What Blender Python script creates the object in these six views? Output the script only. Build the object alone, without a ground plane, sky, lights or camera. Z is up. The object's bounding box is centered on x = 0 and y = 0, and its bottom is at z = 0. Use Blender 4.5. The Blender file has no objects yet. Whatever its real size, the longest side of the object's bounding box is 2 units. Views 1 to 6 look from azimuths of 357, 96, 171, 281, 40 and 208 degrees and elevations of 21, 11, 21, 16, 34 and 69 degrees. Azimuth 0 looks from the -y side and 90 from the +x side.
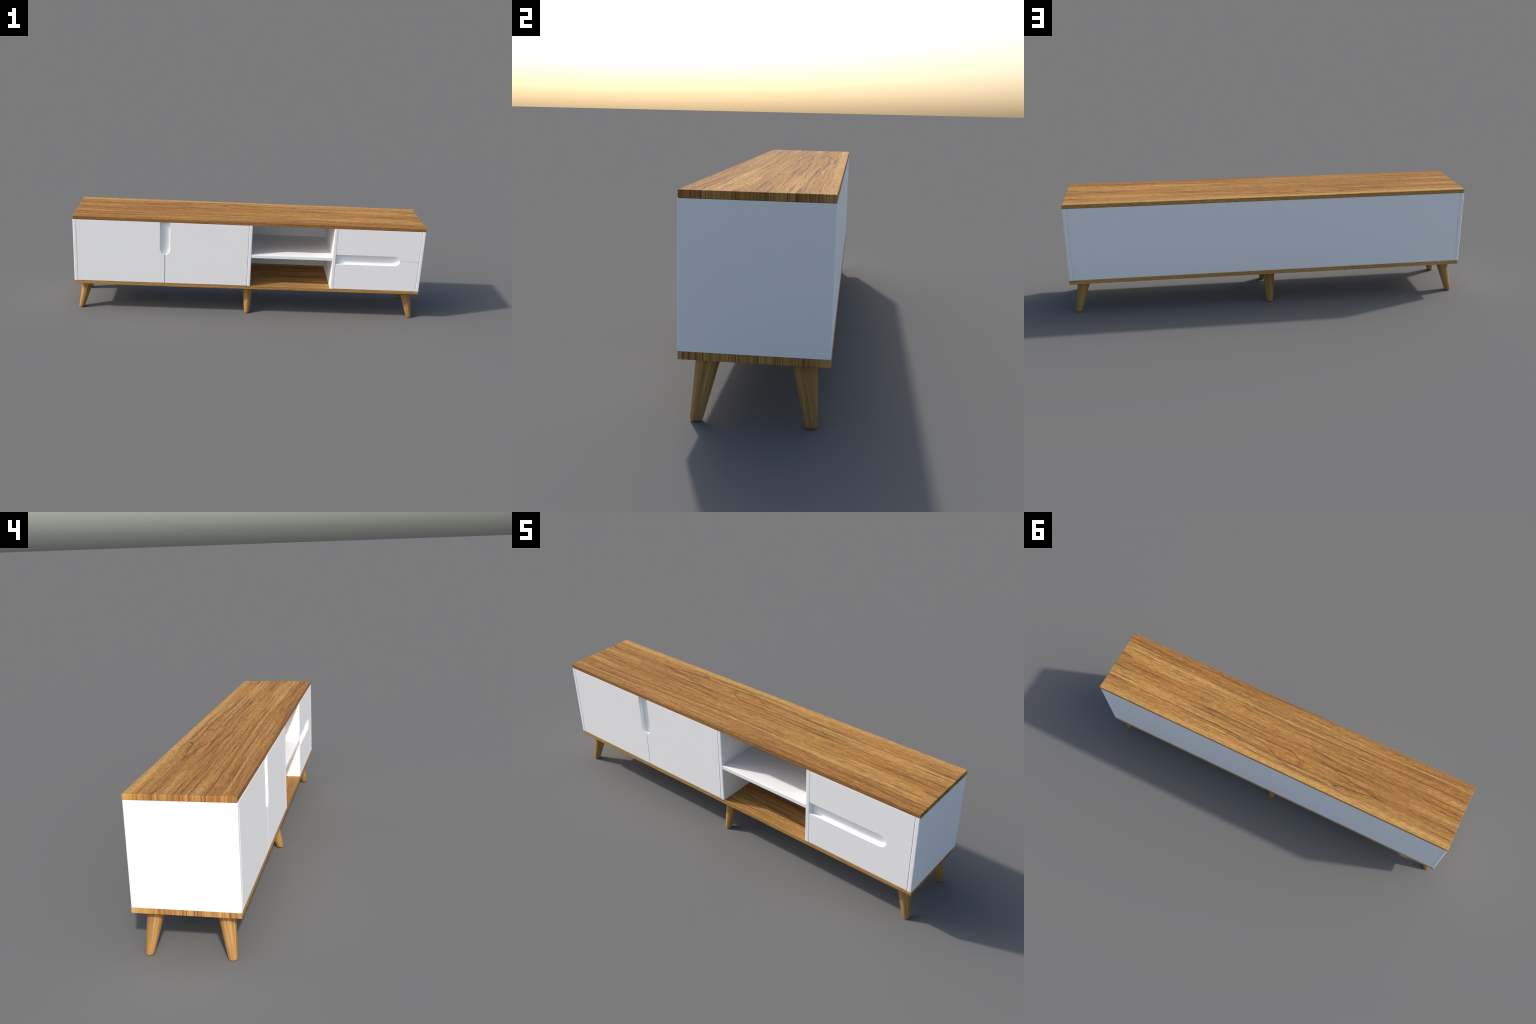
"""Low media cabinet: two doors with a shared routed grip, an open bay with a
shelf, two drawers with a routed grip, oak-look boards and six splayed legs."""
import bpy, bmesh, math
from mathutils import Vector

# ------------------------------------------------------------------ sizes
HALF_X = 1.0            # half length
HALF_Y = 0.1845         # half depth
BOARD_T = 0.0200        # board thickness
Z_BASE0, Z_BASE1 = 0.1611, 0.1818      # base board
Z_TOP0, Z_TOP1 = 0.5509, 0.5709        # top board
PANEL_T = 0.0200        # white panel thickness
DIV_A = (-0.0093, 0.0107)              # divider between doors and open bay
DIV_B = (0.4767, 0.4970)               # divider between bay and drawers
FRONT = -0.1850         # plane of the doors, drawers and panel edges
DOOR_T = 0.0195
X_SPLIT = -0.4840       # gap between the doors
SLOT_R = 0.0289         # half width of the routed grips
Z_SLOT = 0.3865         # centre of the round end of the door grip
Z_SPLIT = 0.3660        # gap between the drawers
X_SLOT = 0.8395         # centre of the round end of the drawer grip
GAP = 0.0010

# ------------------------------------------------------------------ scene
root = bpy.data.objects.new("media_cabinet", None)
root.empty_display_size = 0.2
bpy.context.scene.collection.objects.link(root)
root["label"] = "long low white media cabinet with oak top and splayed legs"
root["category"] = "tv cabinet"


# ------------------------------------------------------------------ node helpers
class Graph:
    def __init__(self, name):
        self.mat = bpy.data.materials.new(name)
        self.mat.use_nodes = True
        self.t = self.mat.node_tree
        self.t.nodes.clear()
        self.out = self.t.nodes.new("ShaderNodeOutputMaterial")
        self.bsdf = self.t.nodes.new("ShaderNodeBsdfPrincipled")
        self.t.links.new(self.bsdf.outputs[0], self.out.inputs[0])

    def put(self, sock, v):
        if isinstance(v, bpy.types.NodeSocket):
            self.t.links.new(v, sock)
        elif v is not None:
            sock.default_value = v

    def math(self, op, a, b=None, c=None, clamp=False):
        n = self.t.nodes.new("ShaderNodeMath")
        n.operation = op
        n.use_clamp = clamp
        for i, v in enumerate((a, b, c)):
            if v is not None:
                self.put(n.inputs[i], v)
        return n.outputs[0]

    def vec(self, x, y, z):
        n = self.t.nodes.new("ShaderNodeCombineXYZ")
        for i, v in enumerate((x, y, z)):
            self.put(n.inputs[i], v)
        return n.outputs[0]

    def noise(self, v, scale=1.0, detail=2.0, rough=0.5, dist=0.0):
        n = self.t.nodes.new("ShaderNodeTexNoise")
        self.put(n.inputs["Vector"], v)
        n.inputs["Scale"].default_value = scale
        n.inputs["Detail"].default_value = detail
        n.inputs["Roughness"].default_value = rough
        n.inputs["Distortion"].default_value = dist
        return n.outputs["Fac"]

    def smooth(self, v, lo, hi, a=0.0, b=1.0):
        n = self.t.nodes.new("ShaderNodeMapRange")
        n.interpolation_type = "SMOOTHSTEP"
        self.put(n.inputs[0], v)
        n.inputs[1].default_value = lo
        n.inputs[2].default_value = hi
        n.inputs[3].default_value = a
        n.inputs[4].default_value = b
        return n.outputs[0]

    def mix(self, f, a, b, mode="MIX"):
        n = self.t.nodes.new("ShaderNodeMix")
        n.data_type = "RGBA"
        n.blend_type = mode
        self.put(n.inputs[0], f)
        for s, v in ((n.inputs[6], a), (n.inputs[7], b)):
            self.put(s, v if isinstance(v, bpy.types.NodeSocket) else (*v, 1.0))
        return n.outputs[2]

    def curve(self, v, pts):
        """Smooth curve through hand-placed control points, all in 0..1."""
        n = self.t.nodes.new("ShaderNodeFloatCurve")
        c = n.mapping.curves[0]
        n.mapping.use_clip = False
        while len(c.points) < len(pts):
            c.points.new(0.5, 0.5)
        for p, (x, y) in zip(c.points, pts):
            p.location = (x, y)
            p.handle_type = "AUTO"
        n.mapping.update()
        self.put(n.inputs["Value"], v)
        return n.outputs[0]


# ------------------------------------------------------------------ wood
GOLD = (0.480, 0.250, 0.070)
TAN = (0.610, 0.350, 0.118)
BROWN = (0.330, 0.145, 0.040)
RUST = (0.430, 0.180, 0.048)
UMBER = (0.375, 0.170, 0.048)
VEIN = (0.085, 0.048, 0.026)
HEART = (0.285, 0.125, 0.040)
DARK = (0.135, 0.070, 0.030)

# growth-ring lines of the flamed figure in the top board, as x, y in metres:
# (points, half width, strength)
VEINS = [
    ([(-0.600, 0.098), (-0.581, 0.095), (-0.490, 0.080), (-0.392, 0.068), (-0.336, 0.057), (-0.291, 0.045), (-0.250, 0.042)], 0.0032, 0.80),
    ([(-0.620, 0.097), (-0.581, 0.096), (-0.518, 0.104), (-0.452, 0.114), (-0.396, 0.116), (-0.352, 0.134)], 0.0032, 0.80),
    ([(-0.455, 0.150), (-0.400, 0.148), (-0.375, 0.145), (-0.345, 0.132)], 0.0026, 0.55),
    ([(-0.629, 0.037), (-0.519, 0.027), (-0.442, 0.017), (-0.335, 0.015), (-0.255, 0.008), (-0.198, 0.001), (-0.160, -0.008)], 0.0030, 0.60),
    ([(-0.149, 0.118), (-0.142, 0.086), (-0.120, 0.073), (-0.081, 0.060), (0.008, 0.061), (0.060, 0.064)], 0.0040, 0.75),
    ([(-0.178, 0.140), (-0.066, 0.134), (0.016, 0.101), (0.074, 0.082), (0.171, 0.074)], 0.0032, 0.65),
    ([(-0.743, 0.050), (-0.678, 0.044), (-0.642, 0.040), (-0.595, 0.030)], 0.0036, 0.55),
    ([(-1.000, 0.096), (-0.933, 0.077), (-0.843, 0.074)], 0.0034, 0.55),
]


# middle, reach along x and y, strength of the bow
FLAMES = [(-0.040, 0.096, 0.170, 0.052, 0.45), (-0.430, 0.104, 0.150, 0.046, 0.45)]
# dark knots: middle, radius along x and y, strength
KNOTS = [(-0.150, 0.102, 0.030, 0.022, 0.60), (-0.362, 0.131, 0.022, 0.010, 0.60),
         (0.014, 0.101, 0.014, 0.007, 0.50), (-0.565, 0.094, 0.032, 0.007, 0.45)]


def wood_board(name, seed, shift, turn, tint):
    """Veneer with its flamed figure moved by `shift` along x, mirrored by `turn`."""
    g = Graph(name)
    tc = g.t.nodes.new("ShaderNodeTexCoord")
    sp = g.t.nodes.new("ShaderNodeSeparateXYZ")
    g.t.links.new(tc.outputs["Object"], sp.inputs[0])
    x, y, z = sp.outputs
    xf = g.math("MULTIPLY", g.math("SUBTRACT", x, shift), turn)   # figure coordinate
    # the veneer wraps over the long edges (grain keeps running along x);
    # on the short ends the lines of the face run straight down
    ends = g.math("LESS_THAN", g.math("ABSOLUTE", x), HALF_X - 0.0012)
    drop = g.math("MULTIPLY", g.math("SUBTRACT", BOARD_T * 0.5, z), ends)
    yw = g.math("MULTIPLY", y, g.math("MULTIPLY_ADD", drop, 1.0 / HALF_Y, 1.0))
    # slow wander of the grain
    w1 = g.noise(g.vec(g.math("MULTIPLY", x, 1.6), g.math("MULTIPLY", yw, 5.0), seed), 1.0, 2.0)
    w2 = g.noise(g.vec(g.math("MULTIPLY", x, 4.5), g.math("MULTIPLY", yw, 22.0), seed + 3.1), 1.0, 2.0)
    yv = g.math("MULTIPLY_ADD", g.math("SUBTRACT", w1, 0.5), 0.030, yw)
    yv = g.math("MULTIPLY_ADD", g.math("SUBTRACT", w2, 0.5), 0.0045, yv)

    # the grain bows around the flames: the pattern is stretched across them
    for fx, fy, rx, ry, k in FLAMES:
        ex = g.math("DIVIDE", g.math("SUBTRACT", xf, fx), rx)
        dy = g.math("SUBTRACT", y, fy)
        ey = g.math("DIVIDE", dy, ry)
        r2 = g.math("ADD", g.math("MULTIPLY", ex, ex), g.math("MULTIPLY", ey, ey))
        pull = g.math("MULTIPLY", g.math("EXPONENT", g.math("MULTIPLY", r2, -1.0)), -k)
        yv = g.math("MULTIPLY_ADD", dy, pull, yv)

    def streak(sx, sy, s, detail=3.0, rough=0.55):
        return g.noise(g.vec(g.math("MULTIPLY", x, sx), g.math("MULTIPLY", yv, sy), seed + s), 1.0, detail, rough)

    broad = streak(0.45, 14.0, 1.0)
    band = streak(0.9, 40.0, 2.0)
    line = streak(1.5, 125.0, 3.0, 3.0, 0.6)
    line2 = streak(2.4, 215.0, 8.0, 3.0, 0.6)
    fine = streak(34.0, 470.0, 4.0, 4.0, 0.7)
    pore = streak(13.0, 330.0, 5.0, 3.0)
    hue = streak(1.1, 24.0, 6.0)

    col = g.mix(g.smooth(broad, 0.36, 0.64), UMBER, GOLD)
    col = g.mix(g.math("MULTIPLY", g.smooth(hue, 0.48, 0.68), 0.65), col, RUST)
    col = g.mix(g.math("MULTIPLY", g.smooth(band, 0.50, 0.72), 0.65), col, TAN)
    col = g.mix(g.math("MULTIPLY", g.smooth(band, 0.47, 0.30), 0.45), col, BROWN)
    col = g.mix(g.math("MULTIPLY", g.smooth(line, 0.52, 0.68), 0.50), col, TAN)
    col = g.mix(g.math("MULTIPLY", g.smooth(line, 0.47, 0.32), 0.85), col, DARK)
    col = g.mix(g.math("MULTIPLY", g.smooth(line2, 0.46, 0.31), 0.82), col, DARK)
    col = g.mix(g.math("MULTIPLY", g.smooth(pore, 0.45, 0.27), 0.60), col, DARK)

    # pale sapwood strip along the back edge, rusty heart around the flame
    sap = g.smooth(g.math("MULTIPLY_ADD", g.math("SUBTRACT", w1, 0.5), 0.04, y), 0.143, 0.168)
    col = g.mix(g.math("MULTIPLY", sap, 0.55), col, TAN)
    # darker, redder heartwood towards the front edge
    core = g.smooth(g.math("MULTIPLY_ADD", g.math("SUBTRACT", w1, 0.5), 0.07, yw), -0.130, -0.188)
    col = g.mix(g.math("MULTIPLY", core, 0.60 if turn > 0 else 0.0), col, HEART)
    hx = g.math("DIVIDE", g.math("ADD", xf, 0.035), 0.16)
    hy = g.math("DIVIDE", g.math("SUBTRACT", yv, 0.088), 0.036)
    heart = g.math("ADD", g.math("MULTIPLY", hx, hx), g.math("MULTIPLY", hy, hy))
    col = g.mix(g.math("MULTIPLY", g.smooth(heart, 1.2, 0.1), 0.45), col, RUST)
    wob = g.math("MULTIPLY", g.math("SUBTRACT", g.noise(g.vec(g.math("MULTIPLY", x, 28.0), g.math("MULTIPLY", y, 40.0), 7.7), 1.0, 3.0), 0.5), 0.008)
    yp = g.math("ADD", y, wob)
    u = g.math("MULTIPLY_ADD", xf, 0.5, 0.5)
    fade = g.smooth(g.noise(g.vec(g.math("MULTIPLY", x, 16.0), g.math("MULTIPLY", y, 60.0), 2.2), 1.0, 3.0), 0.30, 0.50, 0.70, 1.0)
    total = None
    for pts, w, k in VEINS:
        c = g.curve(u, [(px * 0.5 + 0.5, py * 2.0 + 0.5) for px, py in pts])
        cy = g.math("MULTIPLY", g.math("SUBTRACT", c, 0.5), 0.5)
        d = g.math("ABSOLUTE", g.math("SUBTRACT", yp, cy))
        m = g.smooth(d, w * 1.35, 0.0)
        m = g.math("MULTIPLY", m, g.smooth(xf, pts[0][0] - 0.012, pts[0][0] + 0.012))
        m = g.math("MULTIPLY", m, g.smooth(xf, pts[-1][0] + 0.012, pts[-1][0] - 0.012))
        m = g.math("MULTIPLY", m, k)
        total = m if total is None else g.math("MAXIMUM", total, m)
    col = g.mix(g.math("MULTIPLY", total, fade), col, VEIN)
    for kx, ky, rx, ry, k in KNOTS:
        ex = g.math("DIVIDE", g.math("SUBTRACT", xf, kx), rx)
        ey = g.math("DIVIDE", g.math("SUBTRACT", yp, ky), ry)
        r2 = g.math("ADD", g.math("MULTIPLY", ex, ex), g.math("MULTIPLY", ey, ey))
        m = g.math("MULTIPLY", g.smooth(r2, 1.0, 0.0), g.smooth(pore, 0.62, 0.36, 0.35, 1.0))
        col = g.mix(g.math("MULTIPLY", m, k), col, VEIN)

    # fine fibre contrast
    shade = g.smooth(fine, 0.30, 0.70, 0.58, 1.30)
    col = g.mix(1.0, col, g.vec(*(g.math("MULTIPLY", shade, c) for c in tint)), "MULTIPLY")
    g.put(g.bsdf.inputs["Base Color"], col)
    g.bsdf.inputs["Roughness"].default_value = 0.85
    g.bsdf.inputs["Specular IOR Level"].default_value = 0.20
    return g.mat


def wood_leg(name):
    g = Graph(name)
    tc = g.t.nodes.new("ShaderNodeTexCoord")
    info = g.t.nodes.new("ShaderNodeObjectInfo")
    sp = g.t.nodes.new("ShaderNodeSeparateXYZ")
    g.t.links.new(tc.outputs["Object"], sp.inputs[0])
    x, y, z = sp.outputs
    # undo lean and taper so that the fibres follow the leg
    t = g.math("DIVIDE", z, LEG_H)
    ax = g.math("MULTIPLY", g.math("SUBTRACT", 1.0, t), LEG_LEAN)
    r = g.math("MULTIPLY_ADD", t, LEG_R1 - LEG_R0, LEG_R0)
    px = g.math("DIVIDE", g.math("SUBTRACT", x, ax), r)
    py = g.math("DIVIDE", y, r)
    ofs = g.math("MULTIPLY", info.outputs["Random"], 20.0)

    def streak(s, sz, o, detail=2.0):
        return g.noise(g.vec(g.math("MULTIPLY", px, s), g.math("MULTIPLY", py, s),
                             g.math("ADD", g.math("MULTIPLY_ADD", z, sz, o), ofs)), 1.0, detail, 0.55)

    a = streak(1.6, 2.5, 1.0)
    b = streak(5.0, 5.0, 4.0)
    c = streak(14.0, 10.0, 9.0, 3.0)
    col = g.mix(g.smooth(a, 0.35, 0.65), (0.365, 0.195, 0.065), (0.490, 0.285, 0.098))
    col = g.mix(g.math("MULTIPLY", g.smooth(b, 0.52, 0.70), 0.6), col, (0.540, 0.325, 0.115))
    col = g.mix(g.math("MULTIPLY", g.smooth(b, 0.46, 0.30), 0.6), col, (0.225, 0.115, 0.040))
    k = g.smooth(c, 0.28, 0.72, 0.78, 1.18)
    col = g.mix(1.0, col, g.vec(k, k, k), "MULTIPLY")
    g.put(g.bsdf.inputs["Base Color"], col)
    g.bsdf.inputs["Roughness"].default_value = 0.85
    g.bsdf.inputs["Specular IOR Level"].default_value = 0.20
    return g.mat


def white_lacquer(name):
    g = Graph(name)
    g.bsdf.inputs["Base Color"].default_value = (0.99, 0.99, 0.99, 1.0)
    g.bsdf.inputs["Roughness"].default_value = 0.85
    return g.mat


LEG_H = Z_BASE0 - 0.0002
LEG_LEAN = 0.0460
LEG_R0, LEG_R1 = 0.0160, 0.0323

M_TOP = wood_board("figured_oak_veneer", 11.3, 0.0, 1.0, (1.03, 1.03, 1.0))
M_BASE = wood_board("oak_veneer", 47.9, 0.22, -1.0, (1.10, 1.16, 1.18))
M_LEG = wood_leg("oak_leg_wood")
M_WHITE = white_lacquer("white_lacquer")


# ------------------------------------------------------------------ mesh helpers
def finish(bm, name, mat, loc=(0, 0, 0), parent=root, angle=35.0, weighted=True):
    bmesh.ops.recalc_face_normals(bm, faces=bm.faces)
    me = bpy.data.meshes.new(name)
    bm.to_mesh(me)
    bm.free()
    for p in me.polygons:
        p.use_smooth = True
    me.set_sharp_from_angle(angle=math.radians(angle))
    me.materials.append(mat)
    ob = bpy.data.objects.new(name, me)
    ob.location = loc
    ob.parent = parent
    bpy.context.scene.collection.objects.link(ob)
    if weighted:
        m = ob.modifiers.new("even_normals", "WEIGHTED_NORMAL")
        m.keep_sharp = True
        m.weight = 100
    return ob


def block(name, mat, x0, x1, y0, y1, z0, z1, bevel=0.0, segs=3, which=None):
    """Box with rounded edges; `which` picks the edges to round by direction."""
    c = Vector(((x0 + x1) / 2, (y0 + y1) / 2, (z0 + z1) / 2))
    bm = bmesh.new()
    bmesh.ops.create_cube(bm, size=1.0)
    for v in bm.verts:
        v.co = Vector((v.co.x * (x1 - x0), v.co.y * (y1 - y0), v.co.z * (z1 - z0)))
    if bevel:
        edges = [e for e in bm.edges
                 if which is None or which((e.verts[0].co - e.verts[1].co).normalized(), (e.verts[0].co + e.verts[1].co) / 2)]
        bmesh.ops.bevel(bm, geom=edges, offset=bevel, segments=segs, profile=0.5, affect="EDGES")
    return finish(bm, name, mat, c)


def slab(name, mat, outline, y0, y1, bevel):
    """Front cut to an outline in x-z, with its front rim eased."""
    cx = sum(p[0] for p in outline) / len(outline)
    cz = sum(p[1] for p in outline) / len(outline)
    bm = bmesh.new()
    vs = [bm.verts.new((x - cx, y0, z - cz)) for x, z in outline]
    face = bm.faces.new(vs)
    ext = bmesh.ops.extrude_face_region(bm, geom=[face])
    for v in ext["geom"]:
        if isinstance(v, bmesh.types.BMVert):
            v.co.y = y1
    rim = [e for e in bm.edges if all(abs(v.co.y - y0) < 1e-6 for v in e.verts)]
    bmesh.ops.bevel(bm, geom=rim, offset=bevel, segments=2, profile=0.5, affect="EDGES")
    return finish(bm, name, mat, (cx, 0, cz))


def quarter(cx, cz, r, a0, a1, n=3):
    return [(cx + r * math.cos(math.radians(a0 + (a1 - a0) * i / n)),
             cz + r * math.sin(math.radians(a0 + (a1 - a0) * i / n))) for i in range(n + 1)]


# ------------------------------------------------------------------ boards
block("top_board", M_TOP, -HALF_X, HALF_X, -HALF_Y + 0.0006, HALF_Y + 0.0004, Z_TOP0, Z_TOP1, 0.0023)
block("base_board", M_BASE, -HALF_X, HALF_X, -HALF_Y + 0.0006, HALF_Y + 0.0004, Z_BASE0, Z_BASE1, 0.0018)

# ------------------------------------------------------------------ white carcass
upright = lambda d, m: abs(d.z) > 0.9
ZP0, ZP1 = Z_BASE1 + 0.0002, Z_TOP0 - 0.0002
for s in (-1, 1):
    a, b = sorted((s * HALF_X, s * (HALF_X - PANEL_T)))
    block("side_panel", M_WHITE, a, b, FRONT + 0.0003, HALF_Y - 0.0003, ZP0, ZP1, 0.0040, 5, upright)
for a, b in (DIV_A, DIV_B):
    block("divider_panel", M_WHITE, a, b, FRONT + 0.0003, 0.1742, ZP0, ZP1, 0.0040, 5,
          lambda d, m: abs(d.z) > 0.9 and m.y < 0)
block("back_panel", M_WHITE, -HALF_X + PANEL_T + 0.0003, HALF_X - PANEL_T - 0.0003, 0.1744, HALF_Y - 0.0007, ZP0, ZP1, 0.0012, 2)
block("shelf", M_WHITE, DIV_A[1] + 0.0002, DIV_B[0] - 0.0002, FRONT + 0.0006, 0.1742, 0.3555, 0.3750, 0.0022, 4,
      lambda d, m: abs(d.x) > 0.9 and m.y < 0)

# ------------------------------------------------------------------ doors
zb, zt = Z_BASE1 + 0.0012, Z_TOP0 - 0.0010
y0, y1 = FRONT + 0.0002, FRONT + DOOR_T
left = -HALF_X + PANEL_T + 0.0005
right = DIV_A[0] - GAP
g = 0.0014
half = math.degrees(math.asin(g / SLOT_R))
door_a = [(left, zb), (X_SPLIT - g, zb)] + quarter(X_SPLIT, Z_SLOT, SLOT_R, 270 - half, 180) + [(X_SPLIT - SLOT_R, zt), (left, zt)]
door_b = [(right, zt), (X_SPLIT + SLOT_R, zt)] + quarter(X_SPLIT, Z_SLOT, SLOT_R, 360, 270 + half) + [(X_SPLIT + g, zb), (right, zb)]
for o in (door_a, door_b):
    slab("door", M_WHITE, o, y0, y1, 0.0010)
block("handle_recess", M_WHITE, X_SPLIT - SLOT_R - 0.006, X_SPLIT + SLOT_R + 0.006, y1 + 0.0003, y1 + 0.0063,
      Z_SLOT - SLOT_R - 0.001, ZP1)

# ------------------------------------------------------------------ drawers
left, right = DIV_B[1] + 0.0007, HALF_X - PANEL_T - GAP
g = 0.0008
half = math.degrees(math.asin(g / SLOT_R))
upper = [(left, zt), (left, Z_SPLIT + SLOT_R)] + quarter(X_SLOT, Z_SPLIT, SLOT_R, 90, half) + [(right, Z_SPLIT + g), (right, zt)]
lower = [(left, zb), (right, zb), (right, Z_SPLIT - g)] + quarter(X_SLOT, Z_SPLIT, SLOT_R, -half, -90) + [(left, Z_SPLIT - SLOT_R)]
for o in (upper, lower):
    slab("drawer", M_WHITE, o, y0, y1, 0.0010)
block("handle_recess", M_WHITE, DIV_B[1] + 0.0003, X_SLOT + SLOT_R + 0.001, y1 + 0.0003, y1 + 0.0063,
      Z_SPLIT - SLOT_R - 0.006, Z_SPLIT + SLOT_R + 0.006)


# ------------------------------------------------------------------ legs
def leg_mesh():
    """Leaning cone, foot towards +x, with an eased foot; cut level at both ends."""
    bm = bmesh.new()
    n = 40
    prof = [(0.0, -0.0034), (0.0006, -0.0018), (0.0017, -0.0006), (0.0032, 0.0), (0.05, 0.0), (0.11, 0.0), (LEG_H, 0.0)]
    rings = []
    for zz, dr in prof:
        t = zz / LEG_H
        r = LEG_R0 + (LEG_R1 - LEG_R0) * t + dr
        cx = LEG_LEAN * (1.0 - t)
        rings.append([bm.verts.new((cx + r * math.cos(2 * math.pi * i / n), r * math.sin(2 * math.pi * i / n), zz)) for i in range(n)])
    for a, b in zip(rings, rings[1:]):
        for i in range(n):
            bm.faces.new((a[i], a[(i + 1) % n], b[(i + 1) % n], b[i]))
    bm.faces.new(rings[0][::-1])
    bm.faces.new(rings[-1])
    return bm


first = finish(leg_mesh(), "leg", M_LEG, angle=60.0, weighted=False)
places = []
for sx in (-1, 1):
    for sy in (-1, 1):
        places.append((0.9322 * sx, 0.1183 * sy, math.atan2(0.0242 * sy, 0.0389 * sx)))
for sy in (-1, 1):
    places.append((0.0, 0.1060 * sy, math.pi / 2 * sy))
for i, (lx, ly, rz) in enumerate(places):
    ob = first if i == 0 else first.copy()
    if i:
        bpy.context.scene.collection.objects.link(ob)
    ob.location = (lx, ly, 0.0)
    ob.rotation_euler = (0, 0, rz)
    ob.parent = root
